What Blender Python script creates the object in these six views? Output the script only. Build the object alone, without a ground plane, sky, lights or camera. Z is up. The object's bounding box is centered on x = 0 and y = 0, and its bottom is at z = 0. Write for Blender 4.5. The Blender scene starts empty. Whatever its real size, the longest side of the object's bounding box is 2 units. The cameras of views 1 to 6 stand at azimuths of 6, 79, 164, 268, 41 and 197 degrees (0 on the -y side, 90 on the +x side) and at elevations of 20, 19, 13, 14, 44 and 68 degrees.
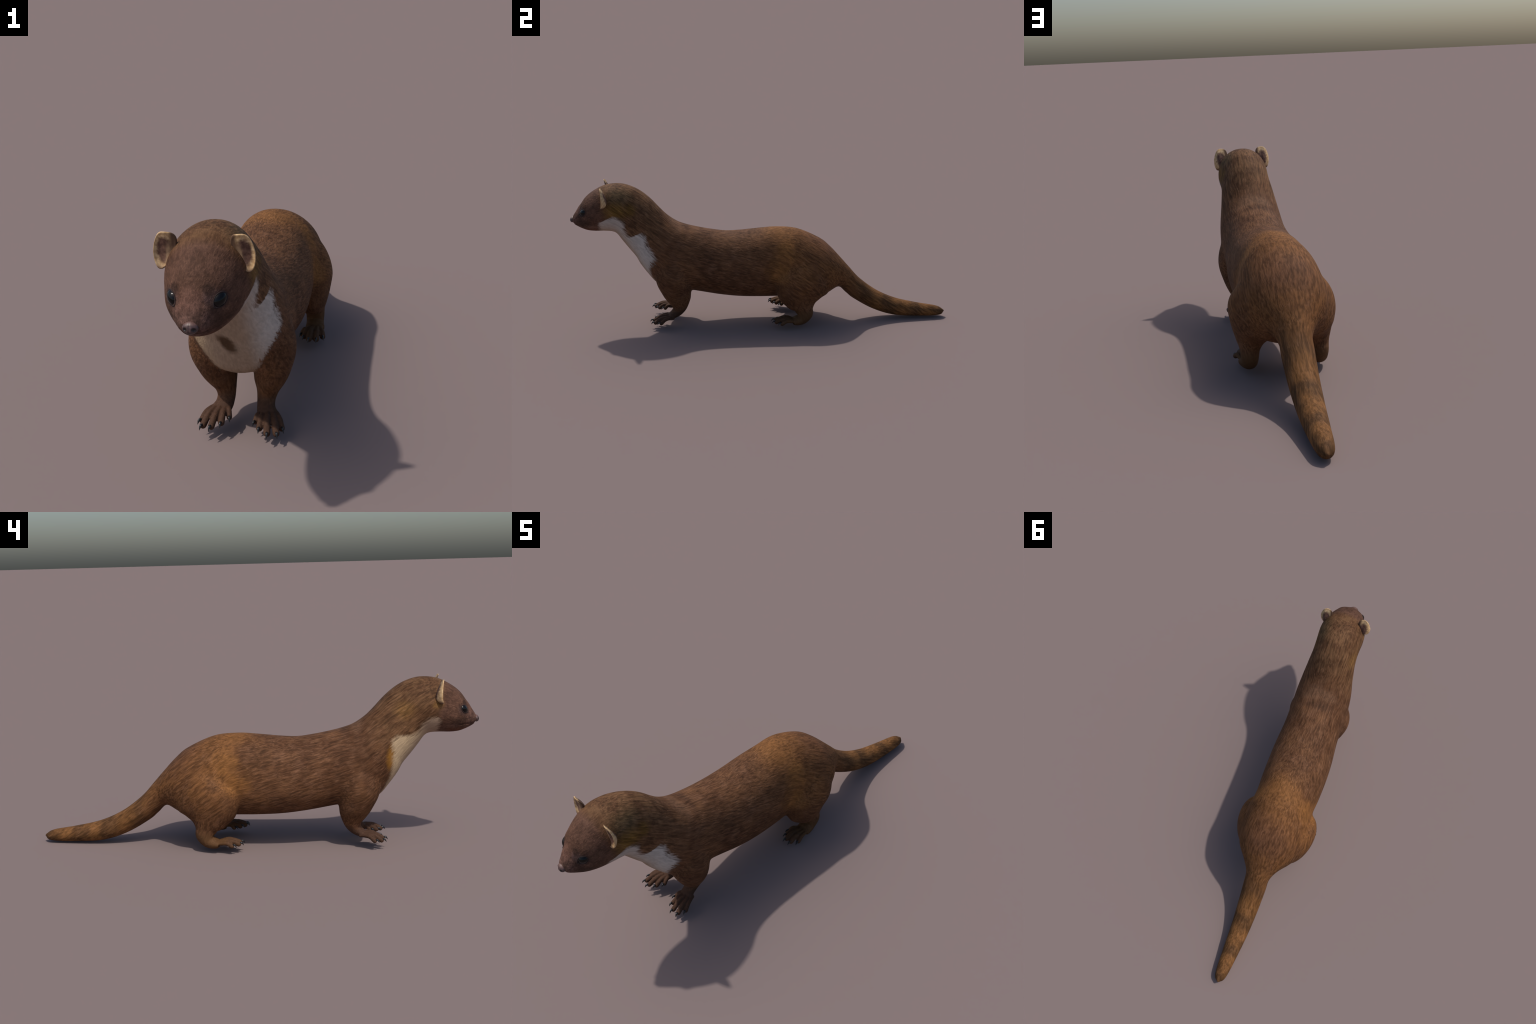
import bpy, bmesh, math, random
import numpy as np
from mathutils import Vector, Matrix
from mathutils.bvhtree import BVHTree

random.seed(7)
# ------------------------------------------------------------------ frame
# The animal is built straight and symmetric in its own frame:
#   x = sideways (+x its left), y = along the body (nose -y, tail +y), z up.
# The top-level empty turns it by YAW about z.
YAW = math.radians(-6.75)


def sway(y):
    """Slight S-bend of the spine: sideways offset along the body."""
    return np.interp(y, (-1., -.5, -.3, 0., .2, .45, .7, 1.),
                     (.010, .010, .006, .000, -.002, -.003, -.001, .006))


VOXEL = 0.0027
scene = bpy.context.scene


# ------------------------------------------------------------------ helpers
def new_object(name, mesh, parent=None):
    ob = bpy.data.objects.new(name, mesh)
    scene.collection.objects.link(ob)
    if parent is not None:
        ob.parent = parent
    return ob


def catmull(table, per):
    """Catmull-Rom (centripetal-ish, uniform) through rows of numbers."""
    P = np.array(table, float)
    out = []
    n = len(P)
    for i in range(n - 1):
        p1, p2 = P[i], P[i + 1]
        p0 = P[i - 1] if i > 0 else 2 * p1 - p2
        p3 = P[i + 2] if i + 2 < n else 2 * p2 - p1
        for k in range(per):
            t = k / per
            out.append(0.5 * ((2 * p1) + (p2 - p0) * t + (2 * p0 - 5 * p1 + 4 * p2 - p3) * t * t
                              + (3 * p1 - p0 - 3 * p2 + p3) * t ** 3))
    out.append(P[-1])
    return np.array(out)


def loft_mesh(rings):
    """rings: (n, m, 3) closed rings -> vertex list and faces with fan caps."""
    n, m, _ = rings.shape
    verts = [tuple(v) for v in rings.reshape(-1, 3)]
    faces = []
    for i in range(n - 1):
        for j in range(m):
            k = (j + 1) % m
            faces.append((i * m + j, i * m + k, (i + 1) * m + k, (i + 1) * m + j))
    a = len(verts)
    verts.append(tuple(rings[0].mean(0)))
    b = len(verts)
    verts.append(tuple(rings[-1].mean(0)))
    for j in range(m):
        k = (j + 1) % m
        faces.append((a, k, j))
        faces.append((b, (n - 1) * m + j, (n - 1) * m + k))
    return verts, faces


def superellipse(t, n):
    c, s = np.cos(t), np.sin(t)
    return np.sign(c) * np.abs(c) ** (2 / n), np.sign(s) * np.abs(s) ** (2 / n)


# ------------------------------------------------------------------ trunk
# One row per cross-section, nose to tail tip:
# top point (y, z), bottom point (y, z), half width, height of the widest
# place between bottom (0) and top (1), roundness (2 = ellipse).
TRUNK = [
    (-.994, .580, -.992, .566, .013, .50, 2.2),
    (-.988, .592, -.982, .550, .026, .48, 2.2),
    (-.975, .613, -.964, .538, .038, .45, 2.1),
    (-.948, .652, -.940, .527, .058, .45, 2.1),
    (-.921, .690, -.912, .518, .077, .46, 2.1),
    (-.885, .720, -.875, .515, .095, .46, 2.1),
    (-.838, .746, -.830, .516, .110, .46, 2.1),
    (-.791, .759, -.787, .513, .116, .47, 2.1),
    (-.735, .760, -.764, .500, .115, .48, 2.05),
    (-.680, .744, -.742, .468, .113, .50, 2.05),
    (-.630, .715, -.722, .440, .115, .50, 2.05),
    (-.585, .675, -.700, .412, .121, .50, 2.1),
    (-.540, .625, -.672, .376, .129, .50, 2.1),
    (-.500, .586, -.650, .335, .137, .48, 2.1),
    (-.450, .553, -.615, .285, .144, .46, 2.1),
    (-.400, .535, -.568, .229, .147, .46, 2.1),
    (-.345, .521, -.500, .199, .147, .47, 2.15),
    (-.280, .508, -.380, .184, .148, .48, 2.15),
    (-.200, .497, -.240, .160, .158, .45, 2.15),
    (-.120, .501, -.130, .146, .161, .43, 2.1),
    (-.020, .511, -.020, .141, .159, .43, 2.1),
    (.070, .517, .080, .140, .154, .43, 2.1),
    (.180, .505, .180, .138, .162, .46, 2.1),
    (.300, .452, .260, .143, .160, .46, 2.1),
    (.360, .404, .330, .152, .143, .44, 2.1),
    (.420, .340, .402, .186, .092, .48, 2.1),
    (.465, .290, .450, .148, .063, .50, 2.05),
    (.527, .223, .492, .113, .060, .50, 2.0),
    (.624, .152, .597, .052, .055, .50, 2.0),
    (.730, .105, .712, .013, .049, .50, 2.0),
    (.851, .077, .840, .003, .041, .50, 2.0),
    (.963, .057, .974, .006, .029, .50, 2.0),
    (1.004, .034, 1.005, .027, .004, .50, 2.0),
]


def trunk_mesh():
    rows = catmull(TRUNK, 6)
    t = np.linspace(0, 2 * math.pi, 64, endpoint=False)
    rings = []
    for ty, tz, by, bz, w, f, n in rows:
        ex, ez = superellipse(t, max(n, 1.9))
        top, bot = np.array([ty, tz]), np.array([by, bz])
        mid = bot + (top - bot) * f
        up = np.where(ez[:, None] >= 0, (top - mid)[None], (mid - bot)[None]) * np.abs(ez)[:, None] * np.sign(ez)[:, None]
        yz = mid[None] + up
        rings.append(np.column_stack([ex * max(w, .002), yz]))
    return loft_mesh(np.array(rings))


# ------------------------------------------------------------------ limbs
# rows: centre (x, y, z), half width sideways, half depth fore-and-aft
FORELEG = [
    (.070, -.465, .400, .045, .070),
    (.088, -.480, .345, .065, .086),
    (.096, -.478, .280, .071, .092),
    (.090, -.463, .215, .061, .080),
    (.077, -.451, .160, .051, .065),
    (.068, -.448, .115, .036, .044),
    (.064, -.458, .085, .029, .031),
    (.066, -.478, .066, .029, .023),
    (.072, -.496, .058, .032, .016),
    (.076, -.506, .055, .031, .011),
]
HINDLEG = [
    (.080, .190, .360, .060, .080),
    (.100, .206, .310, .084, .122),
    (.108, .208, .270, .094, .142),
    (.113, .204, .225, .092, .146),
    (.121, .199, .178, .076, .132),
    (.129, .202, .138, .056, .090),
    (.134, .210, .105, .040, .051),
    (.136, .213, .076, .035, .045),
    (.137, .198, .049, .033, .032),
    (.140, .168, .040, .036, .024),
    (.142, .152, .040, .034, .016),
]


def tube_mesh(rows, seg=32, per=5, mirror=1, dz=lambda z: 0, splay=0.0):
    """splay turns the front of each section outward, its back inward."""
    rows = catmull(rows, per)
    C = rows[:, :3].copy()
    T = np.gradient(C, axis=0)
    T /= np.linalg.norm(T, axis=1)[:, None]
    t = np.linspace(0, 2 * math.pi, seg, endpoint=False)
    rings = []
    for c, tan, r in zip(C, T, rows[:, 3:]):
        side = np.array([1., 0, 0]) - tan * tan[0]
        side /= np.linalg.norm(side)
        dep = np.cross(tan, side)
        ring = c[None] + np.cos(t)[:, None] * side * r[0] + np.sin(t)[:, None] * dep * r[1]
        ring[:, 0] -= splay * (ring[:, 1] - c[1]) * np.clip((c[2] - .09) / .06, 0, 1)
        rings.append(ring)
    rings = np.array(rings)
    rings[..., 2] += dz(rings[..., 2])
    rings[..., 0] *= mirror
    return loft_mesh(rings)


def round_tube(points, radii, seg=16, per=6):
    """Tube with rounded ends along a smooth path (toes, claws)."""
    rows = catmull([tuple(p) + (r,) for p, r in zip(points, radii)], per)
    C, R = rows[:, :3], rows[:, 3]
    T = np.gradient(C, axis=0)
    T /= np.linalg.norm(T, axis=1)[:, None]
    caps0 = [(C[0] - T[0] * R[0] * math.sin(a), T[0], R[0] * math.cos(a)) for a in (1.45, 1.1, .7, .35)]
    caps1 = [(C[-1] + T[-1] * R[-1] * math.sin(a), T[-1], R[-1] * math.cos(a)) for a in (.35, .7, 1.1, 1.45)]
    seq = caps0 + list(zip(C, T, R)) + caps1
    t = np.linspace(0, 2 * math.pi, seg, endpoint=False)
    rings = []
    for c, tan, r in seq:
        side = np.cross(tan, [0, 0, 1.])
        side /= np.linalg.norm(side)
        up = np.cross(side, tan)
        rings.append(c[None] + np.cos(t)[:, None] * side * r + np.sin(t)[:, None] * up * r)
    return loft_mesh(np.array(rings))


# toes, inner to outer: knuckle (x, y, z), claw tip (x, y, z), thickness
FORE_TOES = [
    ((.049, -.498, .056), (.036, -.552, .044), .0078),
    ((.060, -.506, .058), (.0595, -.584, .041), .0090),
    ((.076, -.510, .059), (.0900, -.604, .038), .0094),
    ((.093, -.506, .057), (.1205, -.597, .036), .0094),
    ((.105, -.498, .054), (.1345, -.565, .036), .0086),
]
HIND_TOES = [
    ((.112, .142, .043), (.090, .090, .035), .0082),
    ((.121, .136, .047), (.106, .060, .039), .0094),
    ((.135, .132, .048), (.1295, .037, .041), .0100),
    ((.152, .134, .047), (.1590, .040, .040), .0100),
    ((.166, .142, .044), (.183, .070, .037), .0092),
]


def toe_paths(spec, lift, mirror):
    out = []
    for base, tip, r in spec:
        b, t = np.array(base), np.array(tip)
        b[2] += lift
        t[2] += lift
        d = t - b
        flat = np.array([d[0], d[1], 0])
        flat /= np.linalg.norm(flat)
        end = t - flat * (.016 + r * .75)
        end[2] = t[2] + .001
        start = b - flat * .018 + np.array([0, 0, -.001])
        mid = b * .45 + end * .55 + np.array([0, 0, .0085])
        toe = [start, b + (0, 0, .002), mid, end + flat * .000]
        rad = [r * .82, r * .90, r * 1.07, r * 1.16]
        root = end + flat * r * .25 + np.array([0, 0, r * .45])
        claw = [root, root + flat * .011 + np.array([0, 0, .002]), t + flat * -.004 + np.array([0, 0, .002]), t + np.array([0, 0, -.004])]
        crad = [.0046, .0042, .0026, .0006]
        for p in toe + claw:
            p[0] = p[0] * mirror + float(sway(p[1]))
        out.append((toe, rad, claw, crad))
    return out


# ------------------------------------------------------------------ one smooth body
def join(parts):
    V, F, o = [], [], 0
    for v, f in parts:
        V += v
        F += [tuple(i + o for i in q) for q in f]
        o += len(v)
    return V, F


def swayed(part):
    return [(x + float(sway(y)), y, z) for x, y, z in part[0]], part[1]


def bvh(part):
    return BVHTree.FromPolygons([Vector(v) for v in part[0]], part[1])


def limb_lift(amount, top):
    return lambda z: amount * np.clip((top - z) / top, 0, 1)


LIFT = {1: -.004, -1: .005}        # the right paw stands a little higher
trunk = swayed(trunk_mesh())
limbs = {}
toes = {}
for sgn in (1, -1):
    limbs['forelimb', sgn] = swayed(tube_mesh(FORELEG, mirror=sgn, dz=limb_lift(LIFT[sgn], .25)))
    limbs['hindlimb', sgn] = swayed(tube_mesh(HINDLEG, mirror=sgn, splay=.12))
    toes['forelimb', sgn] = toe_paths(FORE_TOES, LIFT[sgn], sgn)
    toes['hindlimb', sgn] = toe_paths(HIND_TOES, 0.0, sgn)
toe_parts = {k: [round_tube(t, r) for t, r, _, _ in v] for k, v in toes.items()}

Vs, Fs = join([trunk] + list(limbs.values()) + [p for v in toe_parts.values() for p in v])
src = bpy.data.meshes.new('body_source')
src.from_pydata(Vs, [], Fs)
bm = bmesh.new()
bm.from_mesh(src)
bmesh.ops.recalc_face_normals(bm, faces=bm.faces)
bm.to_mesh(src)
bm.free()
src_ob = new_object('body_source', src)
rm = src_ob.modifiers.new('remesh', 'REMESH')
rm.mode = 'VOXEL'
rm.voxel_size = VOXEL
rm.adaptivity = 0.0
dg = bpy.context.evaluated_depsgraph_get()
body = bpy.data.meshes.new_from_object(src_ob.evaluated_get(dg))
bpy.data.objects.remove(src_ob)

nv = len(body.vertices)
co = np.empty(nv * 3)
body.vertices.foreach_get('co', co)
co = co.reshape(-1, 3)
ne = len(body.edges)
ed = np.empty(ne * 2, int)
body.edges.foreach_get('vertices', ed)
ed = ed.reshape(-1, 2)
deg = np.bincount(ed.ravel(), minlength=nv).astype(float)


def lap(arr):
    out = np.empty_like(arr)
    for k in range(arr.shape[1]):
        out[:, k] = (np.bincount(ed[:, 0], arr[ed[:, 1], k], nv) + np.bincount(ed[:, 1], arr[ed[:, 0], k], nv)) / deg
    return out - arr


tree_trunk = bvh(trunk)
tree_limb = {k: bvh(v) for k, v in limbs.items()}
tree_toe = {k: [bvh(p) for p in v] for k, v in toe_parts.items()}
FAR = 9.0


def dist(tree, p, lim):
    r = tree.find_nearest(p, lim)
    return r[3] if r[0] is not None else FAR


keys = list(limbs.keys())
d_trunk = np.full(nv, FAR)
d_limb = np.full((nv, 4), FAR)
d_toe = np.full((nv, 4, 5), FAR)
for i in range(nv):
    p = Vector(co[i])
    if p.y > .5 or p.y < -.66 or p.z > .46 or -.30 < p.y < -.02:
        d_trunk[i] = 0.0
        continue
    d_trunk[i] = dist(tree_trunk, p, .06)
    for k, key in enumerate(keys):
        if p.x * key[1] < -.03 or (p.y > -.2) != (key[0] == 'hindlimb'):
            continue
        d_limb[i, k] = dist(tree_limb[key], p, .06)
        if p.z < .075:
            for j in range(5):
                d_toe[i, k, j] = dist(tree_toe[key][j], p, .03)

# soften the joins limb / trunk, keep the rest
near = np.maximum(d_trunk, d_limb.min(1))
w_join = np.clip(1 - near / .045, 0, 1) * (co[:, 2] > .09)
for _ in range(6):
    w_join += .5 * lap(w_join[:, None])[:, 0]
w_join = np.clip(w_join * 1.3, 0, 1)[:, None]
for _ in range(70):
    co += .55 * w_join * lap(co)
for _ in range(8):                          # Taubin: removes voxel steps
    co += .5 * lap(co)
    co -= .53 * lap(co)

# head relief: brow, cheek, whisker pad, hollow before the eye, mouth line
body.vertices.foreach_set('co', co.ravel())
body.update()
nrm = np.empty(nv * 3)
body.vertex_normals.foreach_get('vector', nrm)
nrm = nrm.reshape(-1, 3)
hx = np.abs(co[:, 0] - .010)
relief = np.zeros(nv)
for (cx, cy, cz), size, amount in [
        ((.050, -.920, .655), .018, .0030), ((.040, -.950, .626), .014, -.0030),
        ((.030, -.974, .570), .014, .0030), ((.085, -.895, .590), .030, .0030),
        ((.000, -.955, .640), .016, .0015), ((.064, -.945, .600), .016, -.0015)]:
    d2 = (hx - cx) ** 2 + (co[:, 1] - cy) ** 2 + (co[:, 2] - cz) ** 2
    relief += amount * np.exp(-d2 / size ** 2)
inmouth = np.clip((-.885 - co[:, 1]) / .03, 0, 1)
relief -= .0018 * np.exp(-((co[:, 2] - .5565) / .0042) ** 2) * inmouth
co = co + nrm * relief[:, None]
body.vertices.foreach_set('co', co.ravel())
body.update()
vn = np.empty(nv * 3)
body.vertex_normals.foreach_get('vector', vn)
vn = vn.reshape(-1, 3)
body_tree = BVHTree.FromPolygons([Vector(v) for v in co], [tuple(p.vertices) for p in body.polygons])

# ------------------------------------------------------------------ regions
npoly = len(body.polygons)
cen = np.empty(npoly * 3)
body.polygons.foreach_get('center', cen)
cen = cen.reshape(-1, 3)
loops = [tuple(p.vertices) for p in body.polygons]
first = np.array([l[0] for l in loops])


def side_of(c, top, bot):
    """> 0 behind the plane through two profile points."""
    (ty, tz), (by, bz) = top, bot
    return (c[:, 1] - by) * (tz - bz) - (c[:, 2] - bz) * (ty - by)


region = np.array(['torso'] * npoly, dtype=object)
region[side_of(cen, (-.45, .553), (-.615, .285)) < 0] = 'neck'
region[side_of(cen, (-.745, .76), (-.768, .500)) < 0] = 'head'
region[side_of(cen, (.445, .312), (.418, .172)) > 0] = 'tail'
lmin = d_limb[first]
best = lmin.argmin(1)
is_limb = (lmin.min(1) < d_trunk[first] - .001) & (region != 'tail')
tmin = d_toe[first]
for k, key in enumerate(keys):
    sel = is_limb & (best == k)
    foot_sel = np.zeros(npoly, bool)
    if key[0] == 'forelimb':
        foot_sel = sel & (cen[:, 1] < -.462 + (cen[:, 2] - .06) * .3) & (cen[:, 2] < .1)
    else:
        foot_sel = sel & (cen[:, 2] < .085 - (cen[:, 1] - .2) * .5) & (cen[:, 2] < .1)
    region[sel] = '%s|%d' % key
    region[foot_sel] = '%s|%d|foot' % key
    tj = tmin[:, k, :]
    base_y = -.502 if key[0] == 'forelimb' else .140
    toe_sel = (tj.min(1) < .01) & (tj.min(1) < lmin[:, k] + .0005) & (cen[:, 1] < base_y) & (cen[:, 2] < .09)
    jj = tj.argmin(1)
    for j in range(5):
        region[toe_sel & (jj == j)] = '%s|%d|toe%d' % (key[0], key[1], j)


def region_object(name, mask, parent):
    idx = np.nonzero(mask)[0]
    used = np.unique(np.concatenate([loops[i] for i in idx]))
    remap = np.full(nv, -1)
    remap[used] = np.arange(len(used))
    me = bpy.data.meshes.new(name)
    me.from_pydata(co[used].tolist(), [], [[int(remap[v]) for v in loops[i]] for i in idx])
    me.polygons.foreach_set('use_smooth', np.ones(len(idx), bool))
    me.normals_split_custom_set_from_vertices(vn[used].tolist())
    return new_object(name, me, parent)


# ------------------------------------------------------------------ material kit
class Kit:
    def __init__(self, name):
        self.mat = bpy.data.materials.new(name)
        self.mat.use_nodes = True
        self.nt = self.mat.node_tree
        self.nt.nodes.clear()
        self.out = self.node('ShaderNodeOutputMaterial')
        self.bsdf = self.node('ShaderNodeBsdfPrincipled')
        self.link(self.bsdf.outputs[0], self.out.inputs[0])
        tc = self.node('ShaderNodeTexCoord')
        self.pos = tc.outputs['Object']
        sp = self.node('ShaderNodeSeparateXYZ')
        self.link(self.pos, sp.inputs[0])
        self.x, self.y, self.z = sp.outputs

    def node(self, t):
        return self.nt.nodes.new(t)

    def link(self, a, b):
        self.nt.links.new(a, b)

    def put(self, v, sock):
        if isinstance(v, (int, float)):
            sock.default_value = v
        elif isinstance(v, (tuple, list)):
            sock.default_value = tuple(v) + ((1,) if len(sock.default_value) == 4 and len(v) == 3 else ())
        else:
            self.link(v, sock)

    def m(self, op, a, b=0.0, clamp=False):
        n = self.node('ShaderNodeMath')
        n.operation = op
        n.use_clamp = clamp
        self.put(a, n.inputs[0])
        self.put(b, n.inputs[1])
        return n.outputs[0]

    def add(self, a, b): return self.m('ADD', a, b)
    def sub(self, a, b): return self.m('SUBTRACT', a, b)
    def mul(self, a, b): return self.m('MULTIPLY', a, b)
    def mx(self, a, b): return self.m('MAXIMUM', a, b)
    def mn(self, a, b): return self.m('MINIMUM', a, b)

    def step(self, v, lo, hi, to0=0.0, to1=1.0):
        n = self.node('ShaderNodeMapRange')
        n.interpolation_type = 'SMOOTHSTEP'
        self.put(v, n.inputs[0])
        for i, q in enumerate((lo, hi, to0, to1)):
            n.inputs[i + 1].default_value = q
        if lo > hi:                      # falling edge
            n.inputs[1].default_value, n.inputs[2].default_value = hi, lo
            n.inputs[3].default_value, n.inputs[4].default_value = to1, to0
        return n.outputs[0]

    def vec(self, op, a, b=None):
        n = self.node('ShaderNodeVectorMath')
        n.operation = op
        self.put(a, n.inputs[0])
        if b is not None:
            self.put(b, n.inputs[1])
        return n.outputs[1] if op == 'LENGTH' else n.outputs[0]

    def comb(self, x, y, z):
        n = self.node('ShaderNodeCombineXYZ')
        for v, s in zip((x, y, z), n.inputs):
            self.put(v, s)
        return n.outputs[0]

    def noise(self, vec, scale, detail=3.0, rough=.55, color=False):
        n = self.node('ShaderNodeTexNoise')
        self.put(vec, n.inputs['Vector'])
        n.inputs['Scale'].default_value = scale
        n.inputs['Detail'].default_value = detail
        n.inputs['Roughness'].default_value = rough
        return n.outputs['Color' if color else 'Fac']

    def blob(self, p, centre, size, soft=.5):
        """1 inside an ellipsoid, fading to 0 at its border."""
        d = self.vec('SUBTRACT', p, centre)
        d = self.vec('DIVIDE', d, size)
        return self.step(self.vec('LENGTH', d), 1 + soft, 1 - soft)

    def mix(self, fac, a, b, mode='MIX'):
        n = self.node('ShaderNodeMix')
        n.data_type = 'RGBA'
        n.blend_type = mode
        self.put(fac, n.inputs[0])
        self.put(a, n.inputs[6])
        self.put(b, n.inputs[7])
        return n.outputs[2]

    def grey(self, v):
        return self.comb(v, v, v)

    def bump(self, h, strength, distance):
        n = self.node('ShaderNodeBump')
        n.inputs['Strength'].default_value = strength
        n.inputs['Distance'].default_value = distance
        self.put(h, n.inputs['Height'])
        self.link(n.outputs[0], self.bsdf.inputs['Normal'])

    def set(self, **kw):
        for k, v in kw.items():
            self.put(v, self.bsdf.inputs[k.replace('_', ' ')])


def streaks(k, p, angle, across, along, seed):
    """Hair strands: noise stretched along a direction tilted in the y-z plane."""
    rot = k.node('ShaderNodeMapping')
    rot.vector_type = 'POINT'
    rot.inputs['Rotation'].default_value = (angle, 0, 0)
    rot.inputs['Location'].default_value = (seed, seed * 1.7, seed * .3)
    k.put(p, rot.inputs[0])
    sc = k.vec('MULTIPLY', rot.outputs[0], (across, along, across))
    return k.noise(sc, 1.0, 2.5, .6)


# Edge of the pale bib: how far behind the throat line it reaches (second number)
# at each distance below the chin corner (first number), per side.
BIB_LEFT = [(-.12, -.03), (-.10, .050), (-.06, .085), (-.03, .083), (.0, .060), (.03, .054), (.046, .068),
            (.06, .120), (.08, .128), (.12, .109), (.20, .098), (.24, .086), (.256, .046), (.28, .026), (.38, .022), (.42, -.03)]
BIB_RIGHT = [(-.12, -.03), (-.10, .030), (-.05, .055), (.0, .050), (.045, .084), (.08, .115), (.11, .107), (.137, .080),
             (.21, .042), (.25, .026), (.30, .020), (.38, .018), (.42, -.03)]


def fur_material():
    k = Kit('brown_fur')
    P = k.pos
    # gentle waviness of the strands
    warp = k.vec('SUBTRACT', k.noise(P, 14, 2, .5, True), (.5, .5, .5))
    Pw = k.vec('ADD', P, k.vec('MULTIPLY', warp, (.016, .016, .016)))
    fine = k.vec('SUBTRACT', k.noise(P, 45, 3, .6, True), (.5, .5, .5))
    ax = k.m('ABSOLUTE', k.x)
    Pm = k.comb(ax, k.y, k.z)                                     # mirrored position
    Pmf = k.vec('ADD', Pm, k.vec('ADD', k.vec('MULTIPLY', fine, (.035, .035, .035)), k.vec('MULTIPLY', warp, (.05, .05, .05))))
    Phd = k.vec('ADD', Pm, k.vec('MULTIPLY', fine, (.022, .022, .022)))
    Pf = k.vec('ADD', P, k.vec('MULTIPLY', fine, (.025, .025, .025)))
    S_body = streaks(k, Pw, math.radians(16), 165, 16, 1.0)
    S_hip = streaks(k, Pw, math.radians(36), 125, 13, 2.0)
    S_leg = streaks(k, Pw, math.radians(68), 140, 20, 3.0)
    S_head = streaks(k, Pw, math.radians(-14), 190, 34, 4.0)
    hips = k.mx(k.step(k.y, .02, .16), k.step(k.y, -.42, -.56))
    legs = k.step(k.z, .22, .12)
    legs = k.mul(legs, k.step(k.y, .42, .30))
    head = k.step(k.y, -.78, -.84)
    s = k.add(k.mul(S_body, k.sub(1, hips)), k.mul(S_hip, hips))
    s = k.add(k.mul(s, k.sub(1, legs)), k.mul(S_leg, legs))
    s = k.add(k.mul(s, k.sub(1, head)), k.mul(S_head, head))
    F_body = streaks(k, Pw, math.radians(20), 330, 38, 5.0)
    F_hip = streaks(k, Pw, math.radians(38), 300, 34, 6.0)
    F_ = k.add(k.mul(F_body, k.sub(1, hips)), k.mul(F_hip, hips))
    big = k.noise(P, 6, 3, .55)
    mid = k.noise(Pw, 22, 3, .6)

    # --- coat
    base = k.mix(k.step(big, .36, .66), (.084, .041, .021), (.140, .071, .035))
    base = k.mix(k.mul(k.step(mid, .42, .72), .55), base, (.155, .084, .049))
    hipm = k.mul(k.step(k.y, -.12, .20), k.step(k.z, .08, .34))
    base = k.mix(k.mul(hipm, k.step(big, .30, .62, .25, .85)), base, (.172, .080, .028))
    # golden saddle before the hips, dark hollow in front of it
    gold = k.mx(k.blob(Pmf, (.135, .112, .410), (.07, .050, .075), .6), k.blob(Pmf, (.155, .070, .325), (.06, .055, .06), .6))
    gold = k.mx(gold, k.mul(k.blob(Pmf, (.0, .08, .51), (.11, .075, .05), .6), .6))
    base = k.mix(k.mul(k.mul(gold, k.step(mid, .25, .6, .45, 1.0)), .75), base, (.245, .116, .036))
    hollow = k.mx(k.blob(Pmf, (.125, -.03, .435), (.06, .055, .055), .6), k.blob(Pmf, (.150, .022, .385), (.05, .035, .06), .6))
    hollow = k.mx(hollow, k.mul(k.blob(Pmf, (.0, -.055, .50), (.07, .028, .04), .7), .8))
    base = k.mix(k.mul(k.mul(hollow, k.step(mid, .65, .3, .3, 1.0)), .5), base, (.075, .038, .019))
    rump = k.blob(Pmf, (.0, .315, .42), (.12, .09, .12), .6)
    base = k.mix(k.mul(rump, .65), base, (.115, .057, .034))
    # shoulders: pale bar across the withers with a dark one behind it
    base = k.mix(k.mul(k.blob(Pmf, (.0, -.462, .555), (.10, .028, .05), .6), .5), base, (.165, .098, .062))
    base = k.mix(k.mul(k.blob(Pmf, (.02, -.410, .530), (.07, .020, .04), .7), .6), base, (.070, .038, .024))
    # neck: olive cast
    nk = k.mul(k.step(k.y, -.47, -.62), k.step(k.z, .40, .54))
    base = k.mix(k.mul(nk, .7), base, k.mix(k.step(mid, .35, .65), (.088, .047, .024), (.150, .086, .043)))
    # head: reddish dark brown
    hd = k.step(k.add(k.y, k.mul(k.sub(k.z, .64), .25)), -.795, -.845)
    mott = k.noise(Pw, 42, 3, .6)
    hcol = k.mix(k.step(k.add(k.mul(mid, .5), k.mul(mott, .5)), .38, .64), (.074, .040, .028), (.118, .065, .047))
    base = k.mix(k.mul(hd, .95), base, hcol)
    muzzle = k.blob(Phd, (.0, -.968, .580), (.072, .050, .050), .6)
    base = k.mix(k.mul(muzzle, .7), base, k.mix(k.step(mott, .38, .62), (.052, .033, .029), (.140, .085, .074)))
    bridge = k.blob(Phd, (.0, -.958, .628), (.030, .030, .035), .6)
    base = k.mix(k.mul(bridge, .5), base, (.150, .080, .062))
    pale_lid = k.blob(Phd, (.050, -.945, .640), (.015, .02, .022), .6)
    base = k.mix(k.mul(pale_lid, .8), base, (.175, .105, .092))
    cheek = k.blob(Phd, (.068, -.915, .568), (.035, .045, .022), .6)
    base = k.mix(k.mul(cheek, .8), base, (.048, .028, .021))
    lip = k.blob(Phd, (.085, -.885, .553), (.030, .040, .010), .6)
    base = k.mix(k.mul(lip, .35), base, (.22, .135, .105))
    chin = k.mul(k.step(k.z, .548, .530), k.step(k.y, -.84, -.87))
    base = k.mix(k.mul(chin, .75), base, (.105, .040, .020))
    mouth = k.mul(k.step(k.m('ABSOLUTE', k.sub(k.z, .5565)), .0045, .0015), k.mul(k.step(k.y, -.88, -.91), k.step(k.y, -1.0, -.985)))
    base = k.mix(k.mul(mouth, .45), base, (.035, .018, .014))
    brow = k.mx(k.blob(Phd, (.046, -.936, .652), (.015, .013, .016), .6), k.blob(Pm, (.056, -.946, .615), (.012, .012, .010), .6))
    base = k.mix(k.mul(brow, .85), base, (.030, .017, .012))
    socket = k.blob(Phd, (.062, -.928, .623), (.030, .030, .024), .4)
    base = k.mix(k.mul(socket, .6), base, (.052, .036, .036))
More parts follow.
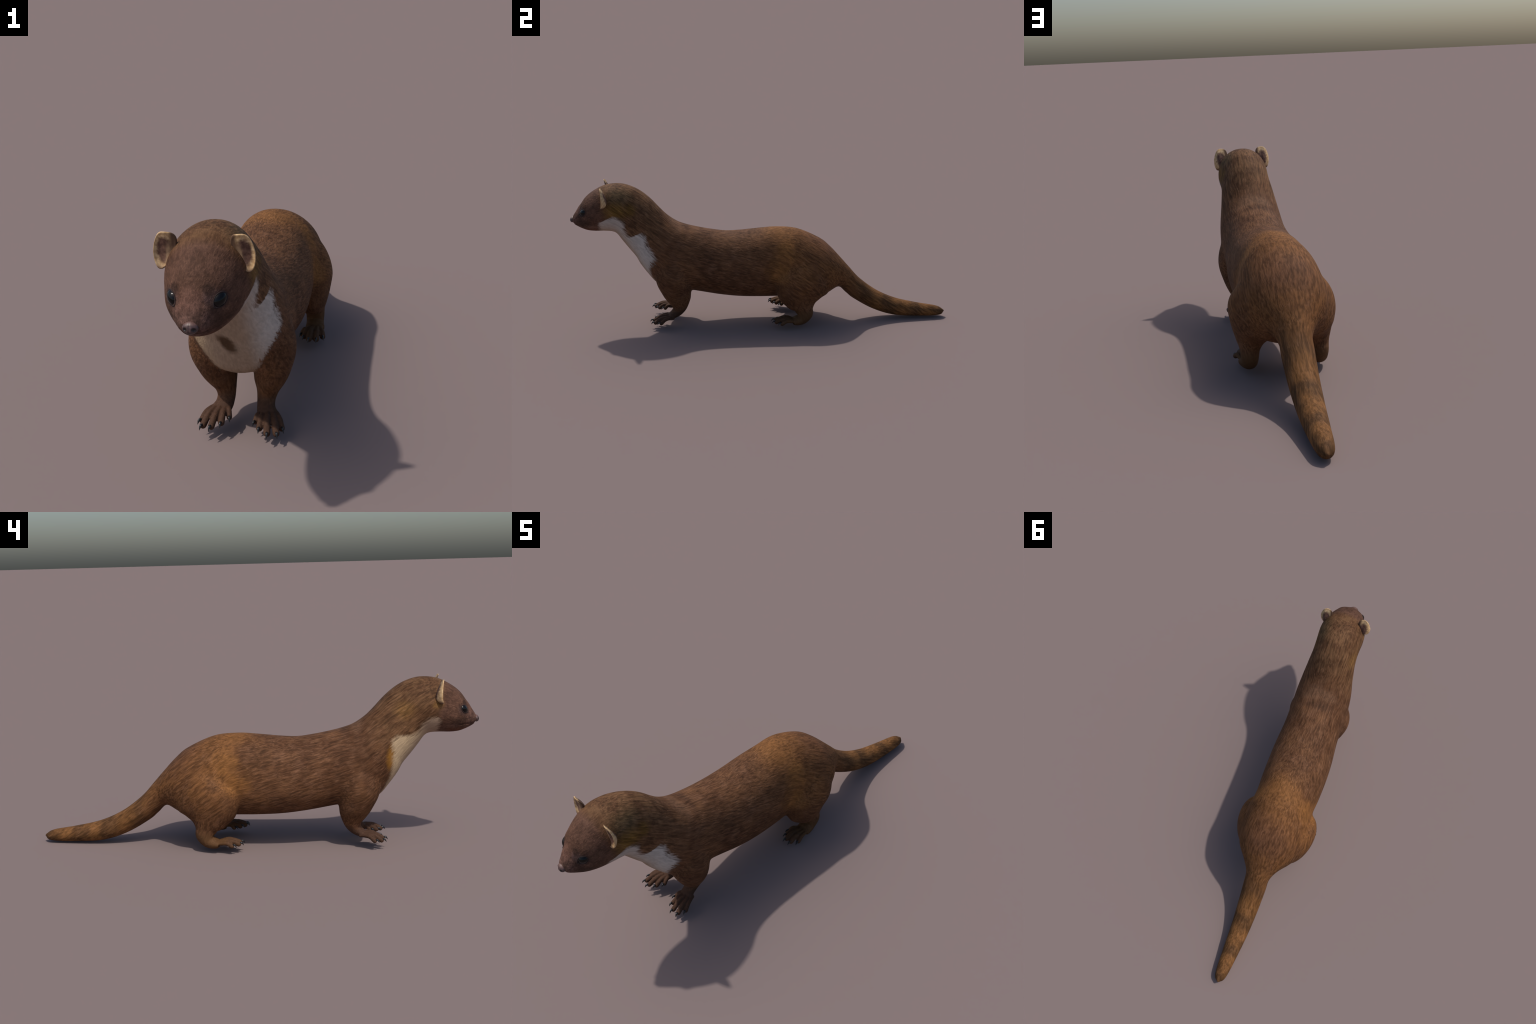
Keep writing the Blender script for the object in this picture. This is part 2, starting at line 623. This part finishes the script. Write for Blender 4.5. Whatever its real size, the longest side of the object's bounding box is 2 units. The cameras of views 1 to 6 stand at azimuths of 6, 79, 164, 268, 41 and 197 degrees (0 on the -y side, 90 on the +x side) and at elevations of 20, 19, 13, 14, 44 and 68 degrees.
    # yellow-olive behind the cheeks, strong on the left
    yl = k.mx(k.blob(Pf, (.128, -.758, .645), (.05, .055, .042), .7), k.mul(k.blob(Pf, (.12, -.690, .648), (.05, .032, .03), .7), .8))
    base = k.mix(k.mul(yl, .65), base, (.165, .098, .016))
    gr = k.blob(Pf, (.095, -.745, .715), (.05, .06, .035), .7)
    base = k.mix(k.mul(gr, .6), base, (.085, .066, .034))
    yr = k.mx(k.blob(Pf, (-.095, -.813, .652), (.03, .022, .018), .7), k.mul(k.blob(Pf, (-.095, -.672, .630), (.05, .04, .035), .7), .8))
    base = k.mix(k.mul(yr, .5), base, (.235, .135, .040))
    # tail bands
    ph = k.add(k.mul(k.sub(k.y, .76), 2 * math.pi / .152), k.mul(k.sub(k.noise(P, 13, 3, .6), .5), 7.0))
    tw = k.m('COSINE', ph)
    tailm = k.step(k.y, .42, .58)
    base = k.mix(tailm, base, k.mix(k.step(tw, -1.6, 1.5), (.088, .047, .021), (.178, .088, .032)))
    # feet: short smooth hair
    feet = k.step(k.add(k.z, k.mul(k.sub(mid, .5), .06)), .118, .072)
    feet = k.mul(feet, k.step(k.y, .34, .28))
    base = k.mix(feet, base, k.mix(k.step(k.y, -.2, .0), (.066, .037, .025), (.108, .059, .028)))
    toes_ = k.mul(k.step(k.z, .075, .058), k.mx(k.mul(k.step(k.y, -.50, -.53), 1.0), k.mul(k.step(k.y, .135, .10), k.step(k.y, .0, .03))))
    base = k.mix(k.mul(toes_, .6), base, (.070, .040, .027))

    # --- pale bib
    t = k.sub(k.mul(k.add(k.y, .77), .621), k.mul(k.sub(k.z, .50), .784))
    q = k.add(k.mul(k.add(k.y, .77), .784), k.mul(k.sub(k.z, .50), .621))
    edge = []
    for pts in (BIB_RIGHT, BIB_LEFT):
        n = k.node('ShaderNodeFloatCurve')
        k.put(k.m('DIVIDE', k.add(t, .2), .8), n.inputs['Value'])
        cv = n.mapping.curves[0]
        while len(cv.points) > 2:
            cv.points.remove(cv.points[-1])
        full = [(-.2, -.03)] + pts + [(.6, -.03)]
        for i, (a_, b_) in enumerate(full):
            loc = ((a_ + .2) / .8, (b_ + .1) / .4)
            if i == 0:
                cv.points[0].location = loc
            elif i == len(full) - 1:
                cv.points[-1].location = loc
            else:
                cv.points.new(*loc)
        n.mapping.update()
        edge.append(k.sub(k.mul(n.outputs[0], .4), .1))
    left = k.step(k.x, -.03, .05)
    Q = k.add(k.mul(edge[0], k.sub(1, left)), k.mul(edge[1], left))
    fuzz = k.add(k.mul(k.sub(S_hip, .5), .045), k.mul(k.sub(F_hip, .5), .030))
    bib = k.step(k.add(k.sub(Q, q), fuzz), -.018, .018)
    bib = k.mul(bib, k.step(k.add(k.add(k.y, k.mul(left, .025)), fuzz), -.835, -.805))
    zr = k.sub(k.z, .21)
    low_l = k.sub(k.x, k.add(k.mul(zr, .55), .052))
    low_r = k.sub(k.mul(k.x, -1), k.add(k.mul(zr, .40), .036))
    low = k.add(k.mx(low_l, low_r), fuzz)
    bib = k.mul(bib, k.mul(k.step(low, .010, -.010), k.step(k.z, .185, .20)))
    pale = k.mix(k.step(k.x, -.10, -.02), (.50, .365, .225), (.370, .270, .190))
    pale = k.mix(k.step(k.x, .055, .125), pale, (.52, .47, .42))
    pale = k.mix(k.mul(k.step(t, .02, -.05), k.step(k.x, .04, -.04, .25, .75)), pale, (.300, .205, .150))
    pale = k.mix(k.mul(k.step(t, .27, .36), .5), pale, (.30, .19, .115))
    spot = k.vec('ADD', k.vec('SUBTRACT', P, (.012, -.674, .374)), k.vec('MULTIPLY', fine, (.02, .02, .02)))
    sd = k.node('ShaderNodeVectorMath')
    sd.operation = 'DOT_PRODUCT'
    k.put(spot, sd.inputs[0])
    sd.inputs[1].default_value = (.304, .510, -.804)
    along = sd.outputs['Value']
    perp = k.vec('LENGTH', k.vec('SUBTRACT', spot, k.vec('MULTIPLY', (.304, .510, -.804), k.grey(along))))
    sl = k.vec('LENGTH', k.comb(k.mul(along, 1 / .050), k.mul(perp, 1 / .021), 0.0))
    pale = k.mix(k.mul(k.step(sl, 1.35, .55), .92), pale, (.070, .034, .014))
    orange = k.blob(Pf, (-.116, -.613, .418), (.03, .018, .050), .6)
    st = k.step(s, .26, .76)
    amp = k.step(k.y, -.78, -.84, 1.0, .55)
    col = k.mix(amp, base, k.mix(1.0, base, k.grey(k.add(k.mul(st, .84), .55)), 'MULTIPLY'))
    tipm = k.mul(k.step(F_, .52, .72), k.mul(k.step(s, .40, .62), amp))
    col = k.mix(k.mul(tipm, .45), col, (.260, .150, .100))
    col = k.mix(k.mul(k.step(F_, .46, .28), .45), col, k.mix(1.0, col, (.42, .40, .38), 'MULTIPLY'))
    col = k.mix(k.mul(feet, .7), col, base)
    col = k.mix(1.0, col, (1.06, .965, .895), 'MULTIPLY')
    col = k.mix(k.mul(orange, .8), col, (.30, .135, .022))
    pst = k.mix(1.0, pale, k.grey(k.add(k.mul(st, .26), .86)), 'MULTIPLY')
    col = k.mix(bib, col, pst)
    k.set(Base_Color=col, Roughness=.7)
    k.bsdf.inputs['Specular IOR Level'].default_value = .10
    k.bump(k.add(s, k.mul(F_, .4)), .45, .004)
    return k.mat


def plain(name, colour, rough, spec=.5, coat=0.0, grain=None):
    k = Kit(name)
    if grain:
        n = k.noise(k.pos, grain, 3, .6)
        c = k.mix(k.step(n, .3, .7), tuple(v * .75 for v in colour), tuple(v * 1.2 for v in colour))
        k.set(Base_Color=c)
        k.bump(n, .15, .002)
    else:
        k.set(Base_Color=colour)
    k.set(Roughness=rough)
    k.bsdf.inputs['Specular IOR Level'].default_value = spec
    k.bsdf.inputs['Coat Weight'].default_value = coat
    k.bsdf.inputs['Coat Roughness'].default_value = .05
    return k.mat


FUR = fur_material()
CLAW = plain('black_claw', (.012, .012, .013), .32, .5, 0, 200)
EYE = plain('black_eye', (.002, .002, .002), .10, .30, 0)

# ------------------------------------------------------------------ assemble
root = bpy.data.objects.new('weasel', None)
scene.collection.objects.link(root)
root.rotation_euler = (0, 0, YAW)
root['label'] = 'slender brown weasel with cream bib, standing on four short legs'
root['category'] = 'weasel'

parts = {}
for name in ('torso', 'neck', 'head', 'tail'):
    parts[name] = region_object(name, region == name, root)
claw_mesh_smooth = []
for key in keys:
    tag = '%s|%d' % key
    limb = region_object(key[0], region == tag, root)
    parts[key] = limb
    foot = region_object('paw', region == tag + '|foot', limb)
    for j in range(5):
        sel = region == tag + '|toe%d' % j
        if sel.any():
            region_object('toe', sel, limb)
    for toe, rad, claw, crad in toes[key]:
        v, f = round_tube(claw, crad, 10, 5)
        me = bpy.data.meshes.new('claw')
        me.from_pydata(v, [], f)
        me.polygons.foreach_set('use_smooth', np.ones(len(f), bool))
        me.materials.append(CLAW)
        new_object('claw', me, limb)

# ------------------------------------------------------------------ eyes, ears, nose
def ear_material(EARSIDE):
    k = Kit('ear_skin')
    # own coordinates: x outward, z up, y backward; the opening is an oval
    n = k.noise(k.pos, 90, 3, .6)
    r = k.vec('LENGTH', k.vec('DIVIDE', k.comb(k.x, 0.0, k.z), (EAR_W, 1, EAR_H)))
    r = k.add(r, k.mul(k.sub(n, .5), .28))
    back = k.step(k.y, .012, .018)
    rim = k.mx(k.step(r, .56, .92), k.mul(back, k.step(r, .62, .85)))
    out = k.m('ABSOLUTE', k.x)
    front = k.sub(1, back)
    lobe = k.mx(k.blob(k.pos, (-.013, .006, -.010), (.012, .03, .030), .5), k.blob(k.pos, (.013, .006, -.010), (.012, .03, .030), .5))
    inner = k.step(k.mul(k.x, EARSIDE), -.001, -.008)
    col = k.mix(k.step(n, .3, .7), (.090, .043, .030), (.185, .098, .066))
    col = k.mix(k.mul(k.mul(lobe, inner), k.mul(front, k.step(n, .3, .6, .5, .95))), col, (.36, .23, .13))
    col = k.mix(rim, col, k.mix(k.step(n, .3, .7), (.48, .29, .135), (.70, .49, .27)))
    root_ = k.mx(k.step(k.mul(k.x, EARSIDE), -.010, -.021), k.step(k.z, -.036, -.050))
    col = k.mix(root_, col, (.13, .072, .042))
    k.set(Base_Color=col, Roughness=.65)
    k.bsdf.inputs['Specular IOR Level'].default_value = .25
    k.bump(n, .2, .003)
    return k.mat


EAR_W, EAR_H = .027, .050


def ear_mesh(sgn):
    rings = []
    t = np.linspace(0, 2 * math.pi, 48, endpoint=False)
    cu, cv = np.cos(t), np.sin(t)
    # oval a little pointed at the top, inner side flatter
    pw = np.where(cv > 0, .70, 1.0)
    shape_u = EAR_W * np.sign(cu) * np.abs(cu) ** pw * np.where(cv > 0, 1.0, 1 + .22 * cv)
    shape_v = EAR_H * np.sign(cv) * np.abs(cv) ** pw

    def ring(r, depth, grow=0.0):
        v = shape_v * r * (1 + grow)
        u = shape_u * r * (1 + grow)
        u = u - .006 * (v / EAR_H)
        d = depth * (1 - .55 * (v / EAR_H)) + .016 * np.clip(-u / EAR_W, 0, 1.2) ** 1.5
        return np.column_stack([u * sgn, d, v])
    for r in np.linspace(.04, .93, 10):                      # inside of the cup
        rings.append(ring(r, .009 * (1 - r ** 2.4)))
    rings.append(ring(.98, -.0010))
    rings.append(ring(1.0, -.0004, .02))
    rings.append(ring(1.0, .0025, .05))
    rings.append(ring(1.0, .0055, .04))
    for r in np.linspace(.97, .04, 9):                       # back of the cup
        rings.append(ring(r, .0075 + .022 * (1 - r ** 2.4)))
    v, f = loft_mesh(np.array(rings))
    me = bpy.data.meshes.new('ear')
    me.from_pydata(v, [], f)
    bm = bmesh.new()
    bm.from_mesh(me)
    bmesh.ops.recalc_face_normals(bm, faces=bm.faces)
    bm.to_mesh(me)
    bm.free()
    me.polygons.foreach_set('use_smooth', np.ones(len(f), bool))
    return me


def sphere(name, radius, u=40, v=28):
    me = bpy.data.meshes.new(name)
    bm = bmesh.new()
    bmesh.ops.create_uvsphere(bm, u_segments=u, v_segments=v, radius=radius)
    bm.to_mesh(me)
    bm.free()
    me.polygons.foreach_set('use_smooth', np.ones(len(me.polygons), bool))
    return me


LID = plain('dark_eyelid', (.034, .022, .020), .6, .15)
EYE_F, EYE_U, EYE_N, EYE_IN = .0240, .0186, .0186, .0106   # eyeball half axes, inset
for sgn in (1, -1):
    ear = new_object('ear', ear_mesh(sgn), parts['head'])
    ear.location = (.106 * sgn + .007, -.834, .7075)
    ear.rotation_euler = (math.radians(0), math.radians(-6) * sgn, math.radians(16) * sgn)
    ear.data.materials.append(ear_material(sgn))
    p, n, _, _ = body_tree.find_nearest(Vector((.057 * sgn + .010, -.926, .623)))
    # eyelid: almond ring drawn out towards the nose
    fwd = Vector((0, -1, -.35))
    fwd = (fwd - n * fwd.dot(n)).normalized()
    up = n.cross(fwd) if sgn < 0 else fwd.cross(n)
    eye = new_object('eye', sphere('eye', 1.0), parts['head'])
    axes = Matrix((fwd * EYE_F, up * EYE_U, n * EYE_N)).transposed()
    eye.data.transform(axes.to_4x4())
    eye.data.update()
    eye.location = p - n * EYE_IN
    eye.data.materials.append(EYE)
    m = 40
    ring = []
    for i in range(m):
        a = 2 * math.pi * i / m
        c, s_ = math.cos(a), math.sin(a)
        e = .0210 * c * (1.22 if c > 0 else 1.0)
        h = .0160 * s_ * (1 - .40 * max(c, 0) ** 2)
        q = p + fwd * e + up * h
        hit = body_tree.find_nearest(q)
        # lie on the head near the corners, on the ball at the middle
        lift = EYE_N * math.sqrt(max(1 - (e / EYE_F) ** 2 - (h / EYE_U) ** 2, 0)) - EYE_IN
        ring.append(max([hit[0] + n * .0004, q + n * lift], key=lambda w: w.dot(n)))
    verts, faces = [], []
    for i in range(m):
        tan = (ring[(i + 1) % m] - ring[i - 1]).normalized()
        outw = n.cross(tan)
        for j in range(8):
            b = 2 * math.pi * j / 8
            verts.append(tuple(ring[i] + outw * (math.cos(b) * .0024) + n * (math.sin(b) * .0014)))
        for j in range(8):
            faces.append((i * 8 + j, i * 8 + (j + 1) % 8, ((i + 1) % m) * 8 + (j + 1) % 8, ((i + 1) % m) * 8 + j))
    me = bpy.data.meshes.new('eyelid')
    me.from_pydata(verts, [], faces)
    bm = bmesh.new()
    bm.from_mesh(me)
    bmesh.ops.recalc_face_normals(bm, faces=bm.faces)
    bm.to_mesh(me)
    bm.free()
    me.polygons.foreach_set('use_smooth', np.ones(len(faces), bool))
    me.materials.append(LID)
    new_object('eyelid', me, parts['head'])


def nose_material():
    k = Kit('nose_skin')
    n = k.noise(k.pos, 220, 3, .6)
    col = k.mix(k.step(n, .3, .7), (.052, .029, .028), (.100, .056, .052))
    pm = k.comb(k.m('ABSOLUTE', k.x), k.y, k.z)
    rim = k.step(k.z, .004, .012)
    col = k.mix(k.mul(rim, .8), col, (.150, .078, .060))
    hole = k.blob(pm, (.0112, -.010, -.0035), (.0062, .011, .0052), .4)
    col = k.mix(hole, col, (.012, .008, .008))
    k.set(Base_Color=col, Roughness=.46)
    k.bump(n, .3, .0015)
    return k.mat


nose_me = sphere('nose', 1.0, 64, 48)
for v in nose_me.vertices:
    x, y, z = v.co
    q = Vector((x * .0205, y * .0125, z * .0165 * (1 - .12 * abs(x))))
    if y < .2:
        dent = math.exp(-(((abs(q.x) - .0115) / .004) ** 2 + ((q.z + .0035) / .0035) ** 2))
        groove = math.exp(-(q.x / .0016) ** 2) * (1 if z < .3 else .3)
        q.y += .0045 * dent + .0014 * groove
    v.co = q
nose = new_object('nose', nose_me, parts['head'])
nose.location = (.010, -.9918, .5735)
nose.rotation_euler = (math.radians(-18), 0, 0)
nose_me.materials.append(nose_material())

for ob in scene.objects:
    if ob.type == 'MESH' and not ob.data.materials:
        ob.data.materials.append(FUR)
